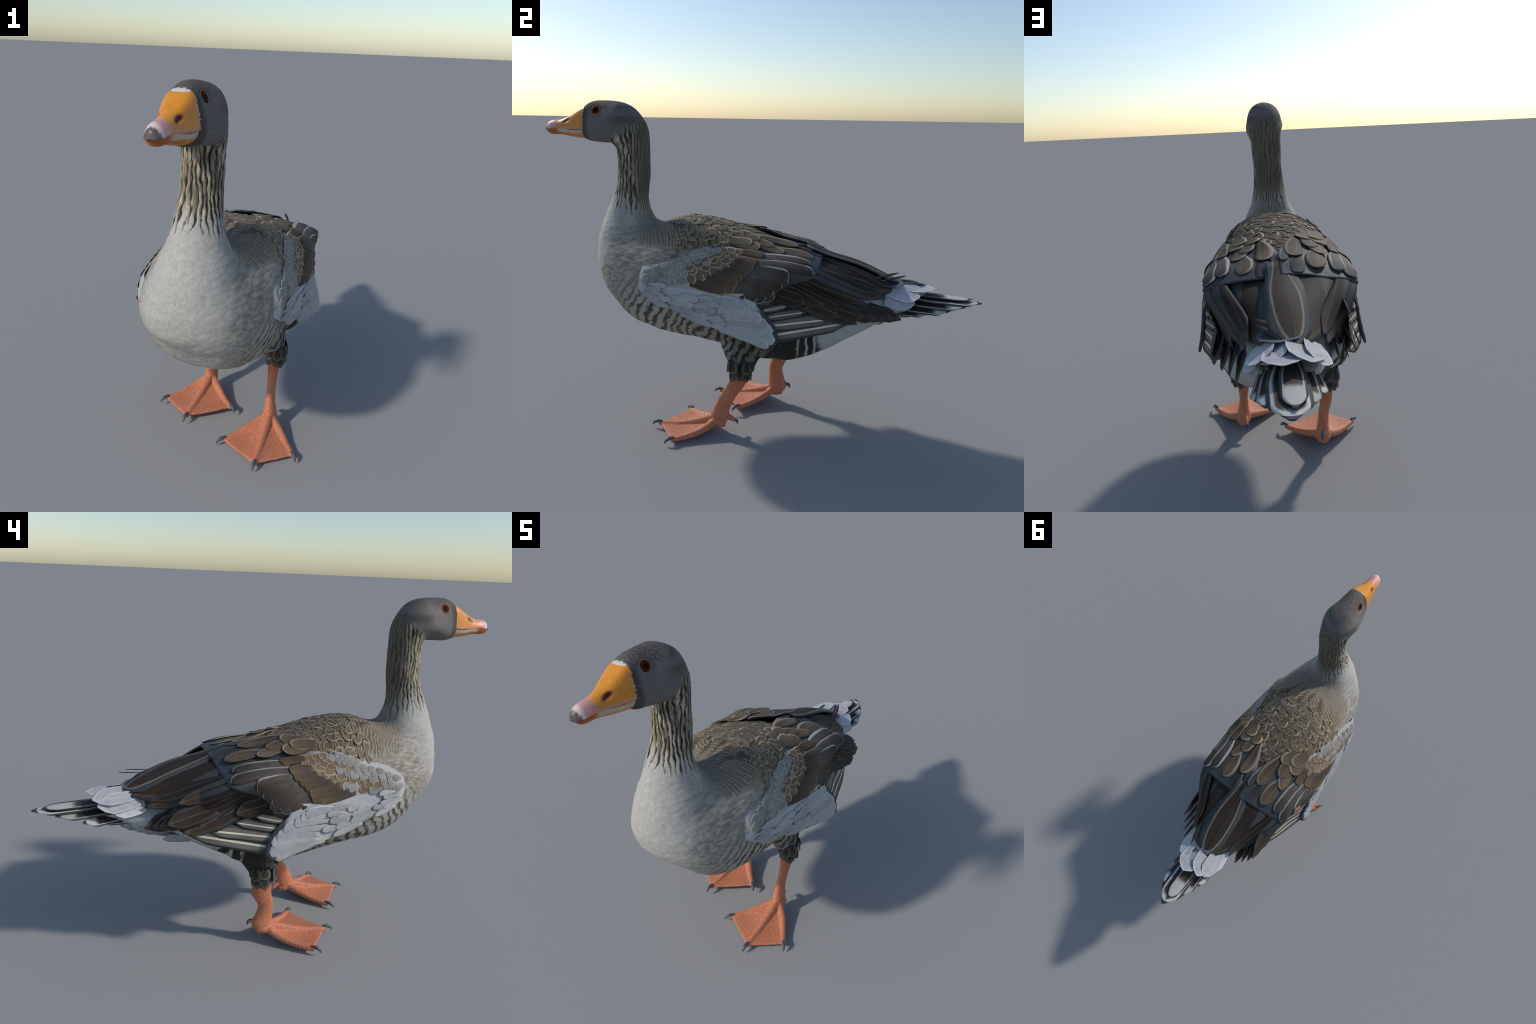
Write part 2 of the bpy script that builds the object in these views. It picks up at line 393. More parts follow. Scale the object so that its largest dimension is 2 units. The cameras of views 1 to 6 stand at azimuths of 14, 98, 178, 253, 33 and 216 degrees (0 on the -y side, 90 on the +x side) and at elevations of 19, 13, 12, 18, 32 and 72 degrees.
# ------------------------------------------------------------------ bill
def bill_material(lower):
    M = Mat("lower_bill_horn" if lower else "bill_horn", .42, .45); x, y, z = M.x, M.y, M.z
    n = M.noise(30, 3); f = M.noise(120, 2)
    orange = M.mix(n, (.60, .205, .016), (.78, .33, .026))
    orange = M.mix((x - .03).abs().step(.02, .05) * f.step(.3, .7) * .5, orange, (.56, .17, .014))
    pink = M.mix(n, (.62, .24, .22), (.80, .44, .42))
    yy = y + (n - .5) * .03
    if lower:
        # pale cutting edge above an orange keel
        lip = (z + (y + .85) * .06 + (n - .5) * .006).step(1.339, 1.346) * yy.step(-.945, -.915)
        c = M.mix(yy.step(-.82, -.98), M.mix(n, (.62, .22, .02), (.72, .28, .03)), (.42, .10, .012))
        c = M.mix(lip, c, M.mix(n, (.44, .33, .23), (.60, .55, .46)))
        c = M.mix(lip * f.step(.62, .75) * y.step(-.85, -.83) * .7, c, (.16, .10, .03))
    else:
        c = M.mix((yy - (z - 1.38) * .5).step(-.925, -.955), orange, pink)
        c = M.mix((z + (n - .5) * .008).step(1.376, 1.366) * .65, c, (.62, .26, .20))
        c = M.mix((z + (f - .5) * .004).step(1.3625, 1.3585), c, (.10, .055, .03))
        nail = (yy).step(-.968, -.980)
        c = M.mix(nail, c, M.mix(n, (.62, .46, .42), (.80, .68, .64)))
        c = M.mix((y + (z - 1.38) * .35 + (M.noise(90, 2, stretch=(2, .3, .3)) - .5) * .018).step(-.984, -.994), c, (.10, .085, .075))
        # nostril with a reddish rim
        ny, nz = (y + .887) * .91 + (z - 1.398) * .42, (z - 1.398) * .91 - (y + .887) * .42
        e = ((ny / .0175).pow(2) + (nz / .0056).pow(2)).pow(.5)
        c = M.mix(e.step(2.0, 1.0) * .7, c, (.42, .085, .025))
        c = M.mix(e.step(1.15, .85), c, (.045, .008, .004))
        c = M.mix(M.noise(62, 3).step(.55, .75) * .30, c, (.80, .36, .17))
        c = M.mix(f.step(.66, .74) * y.step(-.90, -.84) * .4, c, (.40, .09, .02))
    M.color(c); M.bump(n * .6 + f * .2, .3, .003)
    return M

def lerp(a, b, t): return a + (b - a) * t
def bill_shell(lower, m=56):
    ys = np.linspace(-.795, -1.0 if not lower else -.988, 46)
    gape = lambda y: 1.3625 + .004 * np.sin((y + .80) * 34) - .03 * np.clip(-.90 - y, 0, 1)   # the mouth line
    top = spline([-1.005,-.998,-.988,-.977,-.955,-.932,-.890,-.852,-.824,-.795], np.array([1.366,1.378,1.388,1.395,1.400,1.401,1.416,1.434,1.450,1.464]), ys)
    bot = spline([-.992,-.985,-.970,-.925,-.874,-.826,-.795], np.array([1.349,1.341,1.336,1.335,1.326,1.320,1.318]), ys)
    wid = spline([-1.005,-.998,-.985,-.965,-.935,-.890,-.850,-.815,-.795], np.array([.004,.016,.025,.030,.033,.041,.050,.058,.060]), ys)
    th = np.linspace(0, 2 * np.pi, m, endpoint=False); rings = []
    for y, t, b, w in zip(ys, top, bot, wid):
        c, s = np.cos(th), np.sin(th); g = gape(y)
        if lower:
            w = w * .93; up, lo = (g - .0015), b
            zz = np.where(c > 0, up + c * .002, up + np.sign(c) * np.abs(c) ** .85 * (up - lo))
            xx = np.sign(s) * np.abs(s) ** .8 * w * np.where(c < 0, 1 - .15 * np.abs(c), 1)
        else:
            lo = g; base = smoothstep(-.90, -.83, y); pw = lerp(2.1, 5.0, base)
            k = (np.abs(c) ** pw + np.abs(s) ** pw) ** (-1 / pw); h = np.clip(c * k, 0, 1)
            zz = np.where(c > 0, lo + h * (t - lo), lo + c * .0035)
            xx = s * np.where(c > 0, k, 1) * w * (1 - lerp(.15, .22, base) * h)
        rings.append(np.stack([.0300 + xx, np.full(m, y), zz], -1))
    v, f = loft(rings)
    v = np.array(v)
    if not lower:
        for sgn in (-1, 1):
            ny, nz = (v[:, 1] + .887) * .91 + (v[:, 2] - 1.398) * .42, (v[:, 2] - 1.398) * .91 - (v[:, 1] + .887) * .42
            e = np.hypot(ny / .019, nz / .0065)
            side = (np.sign(v[:, 0] - .03) == sgn)
            v[:, 0] -= sgn * side * .006 * np.exp(-e ** 4)
    return v, f
bill = mesh_object("bill", *bill_shell(False), bill_material(False), goose)
lower_bill = mesh_object("lower_bill", *bill_shell(True), bill_material(True), bill)

# ------------------------------------------------------------------ eyes
def simple(name, c, rough=.5, spec=.4, coat=0):
    M = Mat(name, rough, spec); n = M.noise(80, 2); M.color(M.mix(n, [v * .8 for v in c], [min(1, v * 1.2) for v in c]))
    if coat: M.b.inputs["Coat Weight"].default_value = coat
    return M
def eye_material():
    M = Mat("eye_iris", .7, .08)
    r = (M.x.pow(2) + M.y.pow(2)).pow(.5)
    M.color(M.mix(r.step(.42, .50), (.003, .002, .002), M.mix(M.noise(6, 3), (.030, .011, .003), (.065, .024, .006))))
    return M
EYE, LID = eye_material(), simple("eyelid_skin", (.42, .105, .035), .55)
for sgn in (1, -1):
    aim = Vector((sgn * 1.0, -.20, .12)).normalized()
    hit = BODY_TREE.ray_cast(Vector((.029, -.731, 1.4385)) + aim * .3, -aim)
    c = hit[0] if hit[0] else Vector((.029 + sgn * .055, -.731, 1.4385))
    nrm = (hit[1] * .85 + aim * .15).normalized() if hit[0] else aim
    rot = nrm.to_track_quat("Z", "Y").to_matrix().to_4x4()
    rings = []
    for k in range(9):
        a = k / 8 * math.pi / 2
        rings.append([(math.cos(a) * math.cos(b), math.cos(a) * math.sin(b), math.sin(a) * .25) for b in np.linspace(0, 2 * np.pi, 32, endpoint=False)])
    o = mesh_object("eye", *loft(rings), EYE, head)
    o.matrix_world = Matrix.Translation(c + nrm * .0004) @ rot @ Matrix.Scale(.0202, 4)
    ring = []
    for k in range(33)[:-1]:
        a = k / 32 * 2 * math.pi; ring.append([(math.cos(a) * (1 + .10 * math.cos(b)), math.sin(a) * (1 + .10 * math.cos(b)), .09 * math.sin(b)) for b in np.linspace(0, 2 * np.pi, 10, endpoint=False)])
    ring.append(ring[0]); v, f = loft(ring, cap=False)
    o2 = mesh_object("eyelid", v, f, LID, head)
    o2.matrix_world = Matrix.Translation(c + nrm * .0014) @ rot @ Matrix.Scale(.0204, 4)

# ------------------------------------------------------------------ legs and webbed feet
def skin_material():
    M = Mat("leg_skin", .55, .35); z = M.z
    n = M.noise(14, 3); f = M.noise(90, 3)
    cell = M.voronoi(135); big = M.voronoi(80, stretch=(1, 1, 1.6))
    c = M.mix(n, (.43, .115, .055), (.61, .195, .09))
    c = M.mix((f - .1).step(.45, .7) * .4, c, (.50, .20, .085))
    line = M.mix(z.step(.05, .09), cell.step(.12, .0), big.step(.10, .0))
    c = M.mix(line * .6, c, (.70, .37, .23))
    c = M.mix(M.noise(38, 3).step(.5, .72) * .35, c, (.50, .22, .09))
    c = M.mix((z + (n - .5) * .03).step(.21, .27) * .35, c, (.33, .10, .05))
    M.color(c); M.bump(cell.step(0, .3) * .6 + f * .3, .5, .002)
    return M
SKIN = skin_material(); CLAW = simple("claw_horn", (.085, .088, .105), .45, .45)

def build_leg(side, shank, shank_r, toes, heel, hind, hind_claw):
    """shank: path from the ankle down; toes: inner, middle, outer paths; one even skin over all"""
    toes = [[np.array(q) + (0, 0, .005) for q in t] for t in toes]
    toes = [t[:-1] + [t[-1] + unit(t[-1] - t[-2]) * [.010, .010, 0]] for t in toes]
    shells = [tube(shank, shank_r, m=24, steps=6)]
    for t in toes: shells.append(tube(t, [.019, .0165, .0135, .0105], m=16, flat=(.6, .3, 1)))
    shells.append(tube(hind, [.017, .012, .009], m=14, flat=(1, 0, .2)))
    shells.append(tube(heel, [(.026, .022), (.034, .026), (.024, .020)], m=20))
    for a, b in ((0, 1), (1, 2)):
        k = np.arange(len(toes[a])); nr, na = 26, 17; q = np.linspace(0, 1, nr); al = np.linspace(0, 1, na)
        grid = np.zeros((nr, na, 3))
        for j, u in enumerate(al):
            r = q * (1 - .005 * math.sin(math.pi * u)) * (len(k) - 1) * .985
            A, B = spline(k, np.array(toes[a], float), r), spline(k, np.array(toes[b], float), r)
            grid[:, j] = A * (1 - u) + B * u
            grid[:, j, 2] -= .004 * math.sin(math.pi * u)
        half = np.array([0, 0, .0052]); v = [*(grid + half).reshape(-1, 3), *(np.maximum(grid - half, [-9, -9, .002])).reshape(-1, 3)]
        f = []; o = nr * na
        for i in range(nr - 1):
            for j in range(na - 1):
                p = i * na + j; f += [(p, p + 1, p + na + 1, p + na), (o + p, o + p + na, o + p + na + 1, o + p + 1)]
        edge = [(0, j) for j in range(na)] + [(i, na - 1) for i in range(1, nr)] + [(nr - 1, j) for j in range(na - 2, -1, -1)] + [(i, 0) for i in range(nr - 2, 0, -1)]
        for (i, j), (i2, j2) in zip(edge, edge[1:] + edge[:1]):
            p, p2 = i * na + j, i2 * na + j2; f.append((p2, p, o + p, o + p2))
        shells.append((v, f))
    V, F = remeshed(*join(*shells), .0034, 5, .5)
    # transverse scutes on top of the toes
    N = normals_of(V, F)
    d = np.array([  .0006 * math.sin(v[1] * 620 + abs(v[0]) * 300) * (1 if v[2] > .012 else 0) for v in V]) * (N[:, 2] > .2) * smoothstep(.11, .06, V[:, 2])
    V = V + N * d[:, None]
    V[:, 2] = np.maximum(V[:, 2], .003)
    leg_cut = shank[-2][2]
    objs = split_regions(V, F, lambda c: (c[:, 2] < leg_cut).astype(int), [SKIN, SKIN], ["leg", "foot"], [goose, goose])
    foot = objs[1]
    for t in toes:
        tip, d = np.array(t[-1]), unit(np.array(t[-1]) - np.array(t[-2])); d[2] = 0; d = unit(d)
        c = tube([tip + d * -.014 + (0, 0, .009), tip + d * .008 + (0, 0, .010), tip + d * .024 + (0, 0, .001), tip + d * .030 + (0, 0, -.011)],
                 [.0065, .0078, .0054, .0012], m=14, flat=(-d[1], d[0], 0))
        c = (np.maximum(np.array(c[0]), [-9, -9, 0]), c[1]); mesh_object("claw", *c, CLAW, foot)
    h = [np.array(p, float) for p in hind_claw]
    mesh_object("claw", *tube(h, [.0075, .0075, .0012], m=12), CLAW, foot)
    return foot

build_leg("left",
    [LEG_TOP["left"] + (0, -.004, .03), (.183, -.076, .255), (.187, -.112, .190), (.190, -.145, .130), (.193, -.158, .085), (.194, -.168, .058)],
    [(.028, .042), (.025, .037), (.019, .031), (.021, .036), (.028, .043), (.026, .030)],
    [[(.184, -.172, .058), (.128, -.232, .034), (.080, -.285, .018), (.040, -.328, .013)],
     [(.194, -.180, .070), (.196, -.265, .040), (.198, -.350, .021), (.199, -.438, .015)],
     [(.204, -.172, .056), (.254, -.225, .030), (.296, -.285, .016), (.331, -.340, .013)]],
    [(.194, -.185, .058), (.196, -.158, .055), (.197, -.128, .050)],
    [(.190, -.135, .085), (.184, -.105, .068), (.180, -.090, .055)],
    [(.181, -.096, .062), (.178, -.082, .054), (.177, -.078, .036)])
build_leg("right",
    [LEG_TOP["right"] + (0, .002, .03), (-.166, .077, .255), (-.159, .056, .190), (-.153, .059, .135), (-.149, .066, .090), (-.149, .062, .066)],
    [(.027, .046), (.025, .042), (.021, .034), (.022, .039), (.029, .046), (.027, .031)],
    [[(-.140, .048, .066), (-.090, -.006, .042), (-.044, -.060, .026), (-.002, -.105, .023)],
     [(-.148, .040, .075), (-.155, -.050, .046), (-.162, -.140, .028), (-.167, -.227, .023)],
     [(-.158, .048, .064), (-.205, .000, .038), (-.256, -.064, .023), (-.299, -.121, .021)]],
    [(-.148, .030, .066), (-.149, .060, .066), (-.149, .092, .066)],
    [(-.149, .085, .098), (-.146, .108, .100), (-.144, .118, .098)],
    [(-.1445, .110, .104), (-.142, .126, .100), (-.141, .131, .082)])

# ------------------------------------------------------------------ feathers: outlines, meshes, materials
def outline_round(t):      # body feathers and coverts: broad with a round end
    return float(lerp(.42, 1, smoothstep(0, .55, t)) * math.sqrt(max(0, 1 - (max(0, t - .70) / .30) ** 2)))
def outline_long(t):       # flight feathers: long, nearly parallel, rounded
    return float(lerp(.62, 1, smoothstep(0, .45, t)) * math.sqrt(max(0, 1 - (max(0, t - .82) / .18) ** 2.2)))
def outline_leaf(t):       # tertials: widest behind the middle, tapering to a soft point
    return float(lerp(.38, 1, smoothstep(0, .5, t)) * max(0, 1 - (max(0, t - .55) / .45) ** 2.4) ** .7)
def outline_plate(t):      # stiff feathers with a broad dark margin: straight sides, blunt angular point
    return float(lerp(.70, 1, min(1, t / .35)) * (1 if t < .78 else lerp(1, .10, (t - .78) / .22)))
def outline_scallop(t):    # mantle feathers: broad tiles with a flat round end
    return float(lerp(.72, 1, smoothstep(0, .5, t)) * max(0, 1 - (max(0, t - .66) / .34) ** 2.6) ** .55)
OUTLINES = {"scallop": outline_scallop, "round": outline_round, "long": outline_long, "leaf": outline_leaf, "plate": outline_plate}

def feather_material(name, centre, inner, edge, edge_w=.12, shape="round", margin=None, inset=1.0, tip_in=1.0,
                     shaft=None, shaft_w=.025, tip=None, tip_at=.7, edge_tip=None, rough=.7):
    """feather coordinates: x across (-.5 to .5), y from base (0) to tip (1)"""
    M = Mat(name, rough, .25); f = OUTLINES[shape]
    rnd = M.random(); X = M.x.abs() * 2; Y = M.y
    barb = M.noise(26, 3, v=M.vec(M.x.abs() * 1.1 + rnd * 31, Y * .9 - M.x.abs() * 1.2 + rnd * 7, 0), stretch=(.5, 3.2, 1))
    blot = M.noise(3.2, 3, v=M.vec(M.x + rnd * 17, Y * 1.6 + rnd * 5, 0))
    Xj = X + (barb - .5) * .10
    hv = lambda k_t, k_x: M.curve(Y / k_t, f) * k_x
    c = M.mix(Y.step(.15, .95), inner, centre)
    c = M.mix(blot.step(.35, .7) * .5, c, [v * .62 for v in centre])
    if tip: c = M.mix((Y + (barb - .5) * .16).step(tip_at - .05, tip_at + .05), c, tip)
    et = tip_in * (1 - (edge_tip if edge_tip is not None else edge_w * .45))
    e = (Xj - hv(et, inset * (1 - edge_w))).step(-max(.09, edge_w * .9), edge_w * .40)
    c = M.mix(e, c, edge)
    if shaft: c = M.mix(M.x.abs().step(shaft_w, shaft_w * .45) * Y.step(.98, .85), c, shaft)
    c = M.gain(c, (barb - .5) * .55 + (rnd - .5) * .35 + 1.0)
    if margin:
        out = (X - hv(tip_in, inset)).step(-.02, .03)
        c = M.mix(out, c, M.gain(margin, blot * .4 + .8))
    M.color(c)
    M.bump(barb, .25, .003)
    return M

SLATE = (.058, .063, .065)
FM = {
 "mantle":   feather_material("mantle_feather", (.150, .108, .064), (.085, .064, .042), (.36, .285, .185), .13, "scallop"),
 "mantle_fine": feather_material("shoulder_feather", (.175, .135, .086), (.12, .096, .066), (.30, .24, .160), .17, "scallop"),
 "scapular": feather_material("scapular_feather", (.14, .098, .058), (.068, .050, .034), (.27, .21, .145), .075, shaft=(.22, .18, .14), shaft_w=.018),
 "scapular_dark": feather_material("dark_scapular_feather", (.058, .055, .056), (.030, .028, .028), (.17, .16, .15), .07),
 "greater":  feather_material("greater_covert", (.058, .046, .036), (.115, .10, .085), (.36, .33, .29), .075, "long", edge_tip=.02),
 "median":   feather_material("median_covert", (.125, .080, .046), (.060, .048, .038), (.24, .17, .10), .08, "long"),
 "tan":      feather_material("lesser_covert", (.19, .135, .085), (.15, .118, .088), (.56, .40, .25), .15),
 "ash":      feather_material("ash_covert", (.255, .235, .215), (.33, .315, .295), (.46, .435, .405), .13),
 "pale":     feather_material("pale_covert", (.40, .395, .385), (.37, .365, .355), (.445, .44, .43), .10),
 "grey":     feather_material("grey_covert", (.43, .43, .435), (.40, .40, .405), (.54, .54, .54), .07, "long"),
 "flight":   feather_material("flight_feather", (.046, .032, .022), (.018, .015, .013), (.078, .047, .028), .08, "long", SLATE, .80, .93, shaft=(.20, .17, .14), shaft_w=.012),
 "tertial":  feather_material("tertial_feather", (.080, .054, .033), (.030, .022, .016), (.33, .27, .21), .07, "leaf", SLATE, .78, .955, shaft=(.012, .011, .010), shaft_w=.02, edge_tip=.03),
 "tertial_plain": feather_material("inner_tertial", (.055, .037, .024), (.028, .021, .016), (.12, .075, .042), .07, "leaf", SLATE, .86, .955),
 "primary":  feather_material("primary_feather", (.16, .135, .11), (.21, .18, .155), (.07, .065, .06), .12, "long", SLATE, .78, .96, shaft=(.74, .70, .55), shaft_w=.075),
 "tail":     feather_material("tail_feather", (.045, .032, .022), (.020, .016, .013), (.46, .45, .42), .09, "long", SLATE, .84, .94, tip=(.50, .49, .45), tip_at=.74),
 "tail_mid": feather_material("middle_tail_feather", (.058, .042, .030), (.020, .016, .013), (.54, .53, .49), .13, "long", SLATE, .82, .94, tip=(.60, .59, .55), tip_at=.86),
 "tail_white": feather_material("tail_centre_feather", (.075, .052, .035), (.05, .038, .028), (.52, .50, .45), .10, "long", SLATE, .80, .94, tip=(.54, .53, .49), tip_at=.60),
 "rump":     feather_material("rump_feather", (.60, .60, .60), (.55, .55, .56), (.66, .66, .69), .10, "plate"),
 "rump_dark": feather_material("dark_rump_feather", (.12, .125, .145), (.10, .105, .12), (.16, .165, .185), .12, "round"),
 "vent":     feather_material("undertail_feather", (.34, .355, .35), (.26, .28, .285), (.30, .32, .325), .16, "plate"),
 "tuft":     feather_material("thigh_feather", (.075, .052, .034), (.026, .021, .017), (.19, .145, .10), .13, "round", (.055, .066, .070), .74, .90),
}
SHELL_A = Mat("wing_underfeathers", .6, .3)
_n = SHELL_A.noise(40, 3); _f = SHELL_A.y.step(-.16, -.02)
SHELL_A.color(SHELL_A.mix(_f, SHELL_A.mix(_n, (.35, .345, .335), (.44, .435, .425)), SHELL_A.mix(_n, (.050, .055, .057), (.064, .069, .071))))
SHELL_A.bump(SHELL_A.noise(55, 4, stretch=(1, .6, 1)), .35, .006)
SHELL_B = Mat("wing_edge_plumage", .7, .25)
_n = SHELL_B.noise(40, 3, stretch=(1, .5, 1)); _f = (SHELL_B.y + (SHELL_B.z - .6).abs() * .25).step(.035, .06)
SHELL_B.color(SHELL_B.mix(_f, SHELL_B.mix(_n, (.37, .375, .385), (.50, .505, .515)), SLATE))

def wing_normal(y, s, h=.004):
    a = wing_point(y + h, s) - wing_point(y - h, s); b = wing_point(y, s + .06) - wing_point(y, s - .06)
    n = unit(np.cross(b, a)); flip = np.sign((n * (wing_point(y, s) - np.stack([np.zeros_like(y), y, np.full_like(y, .60)], -1))).sum(-1, keepdims=True))
    return n * np.where(flip == 0, 1, flip)

def object_from_grid(name, top, under, frame, mat, parent):
    """a thin closed feather from its upper and lower grids (rows base to tip, columns across), in its own frame"""
    n, m, _ = top.shape
    inv = np.linalg.inv(frame); loc = lambda g: (np.concatenate([g.reshape(-1, 3), np.ones((n * m, 1))], 1) @ inv.T)[:, :3]
    v = [*loc(top), *loc(under)]; o = n * m; f = []
    for i in range(n - 1):
        for j in range(m - 1):
            p = i * m + j; f += [(p, p + 1, p + m + 1, p + m), (o + p, o + p + m, o + p + m + 1, o + p + 1)]
    edge = [(0, j) for j in range(m)] + [(i, m - 1) for i in range(1, n)] + [(n - 1, j) for j in range(m - 2, -1, -1)] + [(i, 0) for i in range(n - 2, 0, -1)]
    for (i, j), (i2, j2) in zip(edge, edge[1:] + edge[:1]):
        p, p2 = i * m + j, i2 * m + j2; f.append((p2, p, o + p, o + p2))
    if np.linalg.det(frame[:3, :3]) < 0: pass
    # outward winding: the upper side must face along the frame's third axis
    a, b, c = (np.array(v[f[2 * (m - 1) * (n // 2) + 2 * (m // 2)][k]]) for k in range(3))
    if np.cross(b - a, c - a)[2] < 0: f = [tuple(reversed(q)) for q in f]
    ob = mesh_object(name, v, f, mat, parent)
    ob.matrix_world = Matrix(frame.tolist())
    return ob

def shifted(P):
    """the trunk is carried a little to the left of the middle line"""
    P = np.array(P); P[..., 0] += .006 * smoothstep(.72, .45, P[..., 1]); return P

def frame_of(base, tip, normal, width):
    t = np.asarray(tip) - base; L = np.linalg.norm(t); t = t / L
    n = unit(normal - t * (np.dot(normal, t))); b = np.cross(t, n)
    F = np.eye(4); F[:3, 0] = b * width; F[:3, 1] = t * L; F[:3, 2] = n * L; F[:3, 3] = base
    return F

def wing_feather(name, mat, side, base, tip, width, outline="round", lift=.006, rise=.003, dome=.05, thick=.0012,
                 bend=0., parent=None, rows=11, cols=7):
    """feather laid on the folded wing; base and tip are (y, s) there"""
    f = OUTLINES[outline]; t = np.linspace(0, 1, rows); u = np.linspace(-1, 1, cols)
    t = 1 - (1 - t) ** 1.25
    (y0, s0), (y1, s1) = base, tip
    T, U = np.meshgrid(t, u, indexing="ij"); H = np.array([f(k) for k in t])[:, None]
    H[-1] = max(H[-1, 0], .06)
    yc, sc = lerp(y0, y1, T), lerp(s0, s1, T)
    # across direction on the surface
    h = .004
    Jy = (wing_point(yc + h, sc) - wing_point(yc - h, sc)) / (2 * h); Js = (wing_point(yc, sc + .06) - wing_point(yc, sc - .06)) / .12
    N = wing_normal(yc, sc); along = unit(Jy * (y1 - y0) + Js * (s1 - s0)); B = np.cross(N, along)
    off = B * (U * H * width / 2)[..., None] + B * (bend * width * np.sin(np.pi * T))[..., None]
    a11, a12, a22 = (Jy * Jy).sum(-1), (Jy * Js).sum(-1), (Js * Js).sum(-1) + 1e-9
    r1, r2 = (Jy * off).sum(-1), (Js * off).sum(-1); det = a11 * a22 - a12 * a12 + 1e-12
    dy, ds = (a22 * r1 - a12 * r2) / det, (a11 * r2 - a12 * r1) / det
    ds = np.clip(ds, -2.5, 2.5)
    S = sc + ds; over = np.maximum(S - 8, 0)
    P = wing_point(yc + dy, np.minimum(S, 8)); P[..., 2] -= over * .05
    up = lift + rise * T - (U * H) ** 2 * dome * width - .022 * smoothstep(-.48, -.535, yc + dy)
    top = P + N * up[..., None]; under = top - N * thick
    if side == "right": top, under, N = top * [-1, 1, 1], under * [-1, 1, 1], N * [-1, 1, 1]
    top, under = shifted(top), shifted(under)
    mid = cols // 2
    F = frame_of(top[0, mid], top[-1, mid], N[rows // 2, mid], width)
    return object_from_grid(name, top, under, F, mat, parent)

def free_feather(name, mat, base, tip, normal, width, outline="round", dome=.10, curl=0., thick=.0018, parent=None, rows=10, cols=7, jag=0.):
    """feather given by its base, its tip and the way its upper side faces"""
    f = OUTLINES[outline]; base, tip = np.asarray(base, float), np.asarray(tip, float)
    F = frame_of(base, tip, np.asarray(normal, float), width); L = np.linalg.norm(tip - base)
    t = 1 - (1 - np.linspace(0, 1, rows)) ** 1.25; u = np.linspace(-1, 1, cols); T, U = np.meshgrid(t, u, indexing="ij")
    H = np.array([f(k) for k in t])[:, None]; H[-1] = max(H[-1, 0], .06)
    b, a, n = unit(F[:3, 0]), unit(F[:3, 1]), unit(F[:3, 2])
    P = base + a * (T * L)[..., None] + b * (U * H * width / 2)[..., None] + n * (-dome * width * (U * H) ** 2 + curl * L * np.sin(np.pi * T))[..., None]
    return object_from_grid(name, P, P - n * thick, F, mat, parent)

# ------------------------------------------------------------------ folded wings
def wing_sheet(name, side, mat, parent, smin, smax, front, rear, lift, thick=.004, ns=41, ny=70, inner=0.):
    """smooth sheet of underfeathers on the wing surface between two curves"""
    s = np.linspace(smin, smax, ns); top = np.zeros((ny, ns, 3)); N = np.zeros((ny, ns, 3))
    for j, k in enumerate(s):
        y = np.linspace(front(k), rear(k), ny); sk = np.full(ny, k)
        N[:, j] = wing_normal(y, np.clip(sk, .1, 7.9)); top[:, j] = wing_point(y, sk) + N[:, j] * (lift + inner * smoothstep(2.6, 1.0, k) * smoothstep(-.05, .05, y) - .030 * smoothstep(-.475, -.535, y) - .012 * smoothstep(1.6, 0, k) * smoothstep(-.05, -.2, y))[:, None]
    under = top - N * thick
    if side == "right": top, under = top * [-1, 1, 1], under * [-1, 1, 1]
    top, under = shifted(top), shifted(under); n, m = ny, ns
    v = [*top.reshape(-1, 3), *under.reshape(-1, 3)]; o = n * m; f = []
    for i in range(n - 1):
        for j in range(m - 1):
            p = i * m + j; f += [(p, p + 1, p + m + 1, p + m), (o + p, o + p + m, o + p + m + 1, o + p + 1)]
    edge = [(0, j) for j in range(m)] + [(i, m - 1) for i in range(1, n)] + [(n - 1, j) for j in range(m - 2, -1, -1)] + [(i, 0) for i in range(n - 2, 0, -1)]
    for (i, j), (i2, j2) in zip(edge, edge[1:] + edge[:1]):
        p, p2 = i * m + j, i2 * m + j2; f.append((p2, p, o + p, o + p2))
    if side == "right": f = [tuple(reversed(q)) for q in f]
    return mesh_object(name, v, f, mat, parent)

# single feathers: base (y, s), tip (y, s), width
SCAPULARS = [("scapular_dark", .035, .18, .208, .23, .031), ("scapular", -.020, -.05, .175, .93, .056), ("scapular", .073, 1.73, .243, 2.05, .055),
  ("scapular", -.062, .60, .123, 2.33, .050), ("scapular", -.085, .20, .073, 1.55, .052), ("scapular_dark", .150, 1.00, .278, .95, .042), ("mantle", -.105, .9, .018, 1.78, .058), ("mantle", -.13, .5, -.02, 1.15, .055), ("mantle", -.09, .0, .005, .55, .055)]
GREATER = [(.043, 2.80, .235, 3.00, .040), (.025, 3.45, .255, 3.67, .044), (.010, 3.75, .160, 4.28, .026), (.005, 3.95, .160, 4.50, .030), (-.007, 4.25, .155, 4.78, .040),
  (-.032, 4.60, .128, 5.33, .044), (-.050, 4.95, .093, 5.75, .046), (-.060, 5.20, .100, 5.98, .042), (-.075, 5.50, .063, 6.05, .036), (-.11, 5.55, .03, 6.0, .034), (-.16, 5.6, -.02, 5.95, .032)]
MEDIAN = [(-.030, 2.20, .043, 2.80, .036), (-.045, 3.05, .020, 3.58, .038), (-.062, 3.55, .010, 4.00, .034), (-.092, 3.90, -.012, 4.33, .034), (-.120, 4.10, -.032, 4.62, .034),
  (-.157, 4.45, -.052, 5.03, .046), (-.205, 5.00, -.062, 5.43, .034), (-.23, 5.25, -.10, 5.58, .026)]
GREY_BIG = [(-.165, 6.28, -.035, 6.30, .030), (-.155, 6.60, -.015, 6.45, .030), (-.150, 6.85, .010, 6.68, .032), (-.122, 7.18, .053, 6.88, .036), (-.105, 7.43, .080, 7.15, .040),
  (-.105, 7.65, .100, 7.33, .040), (-.115, 7.90, .110, 7.66, .040), (-.13, 8.0, .085, 7.98, .030)]
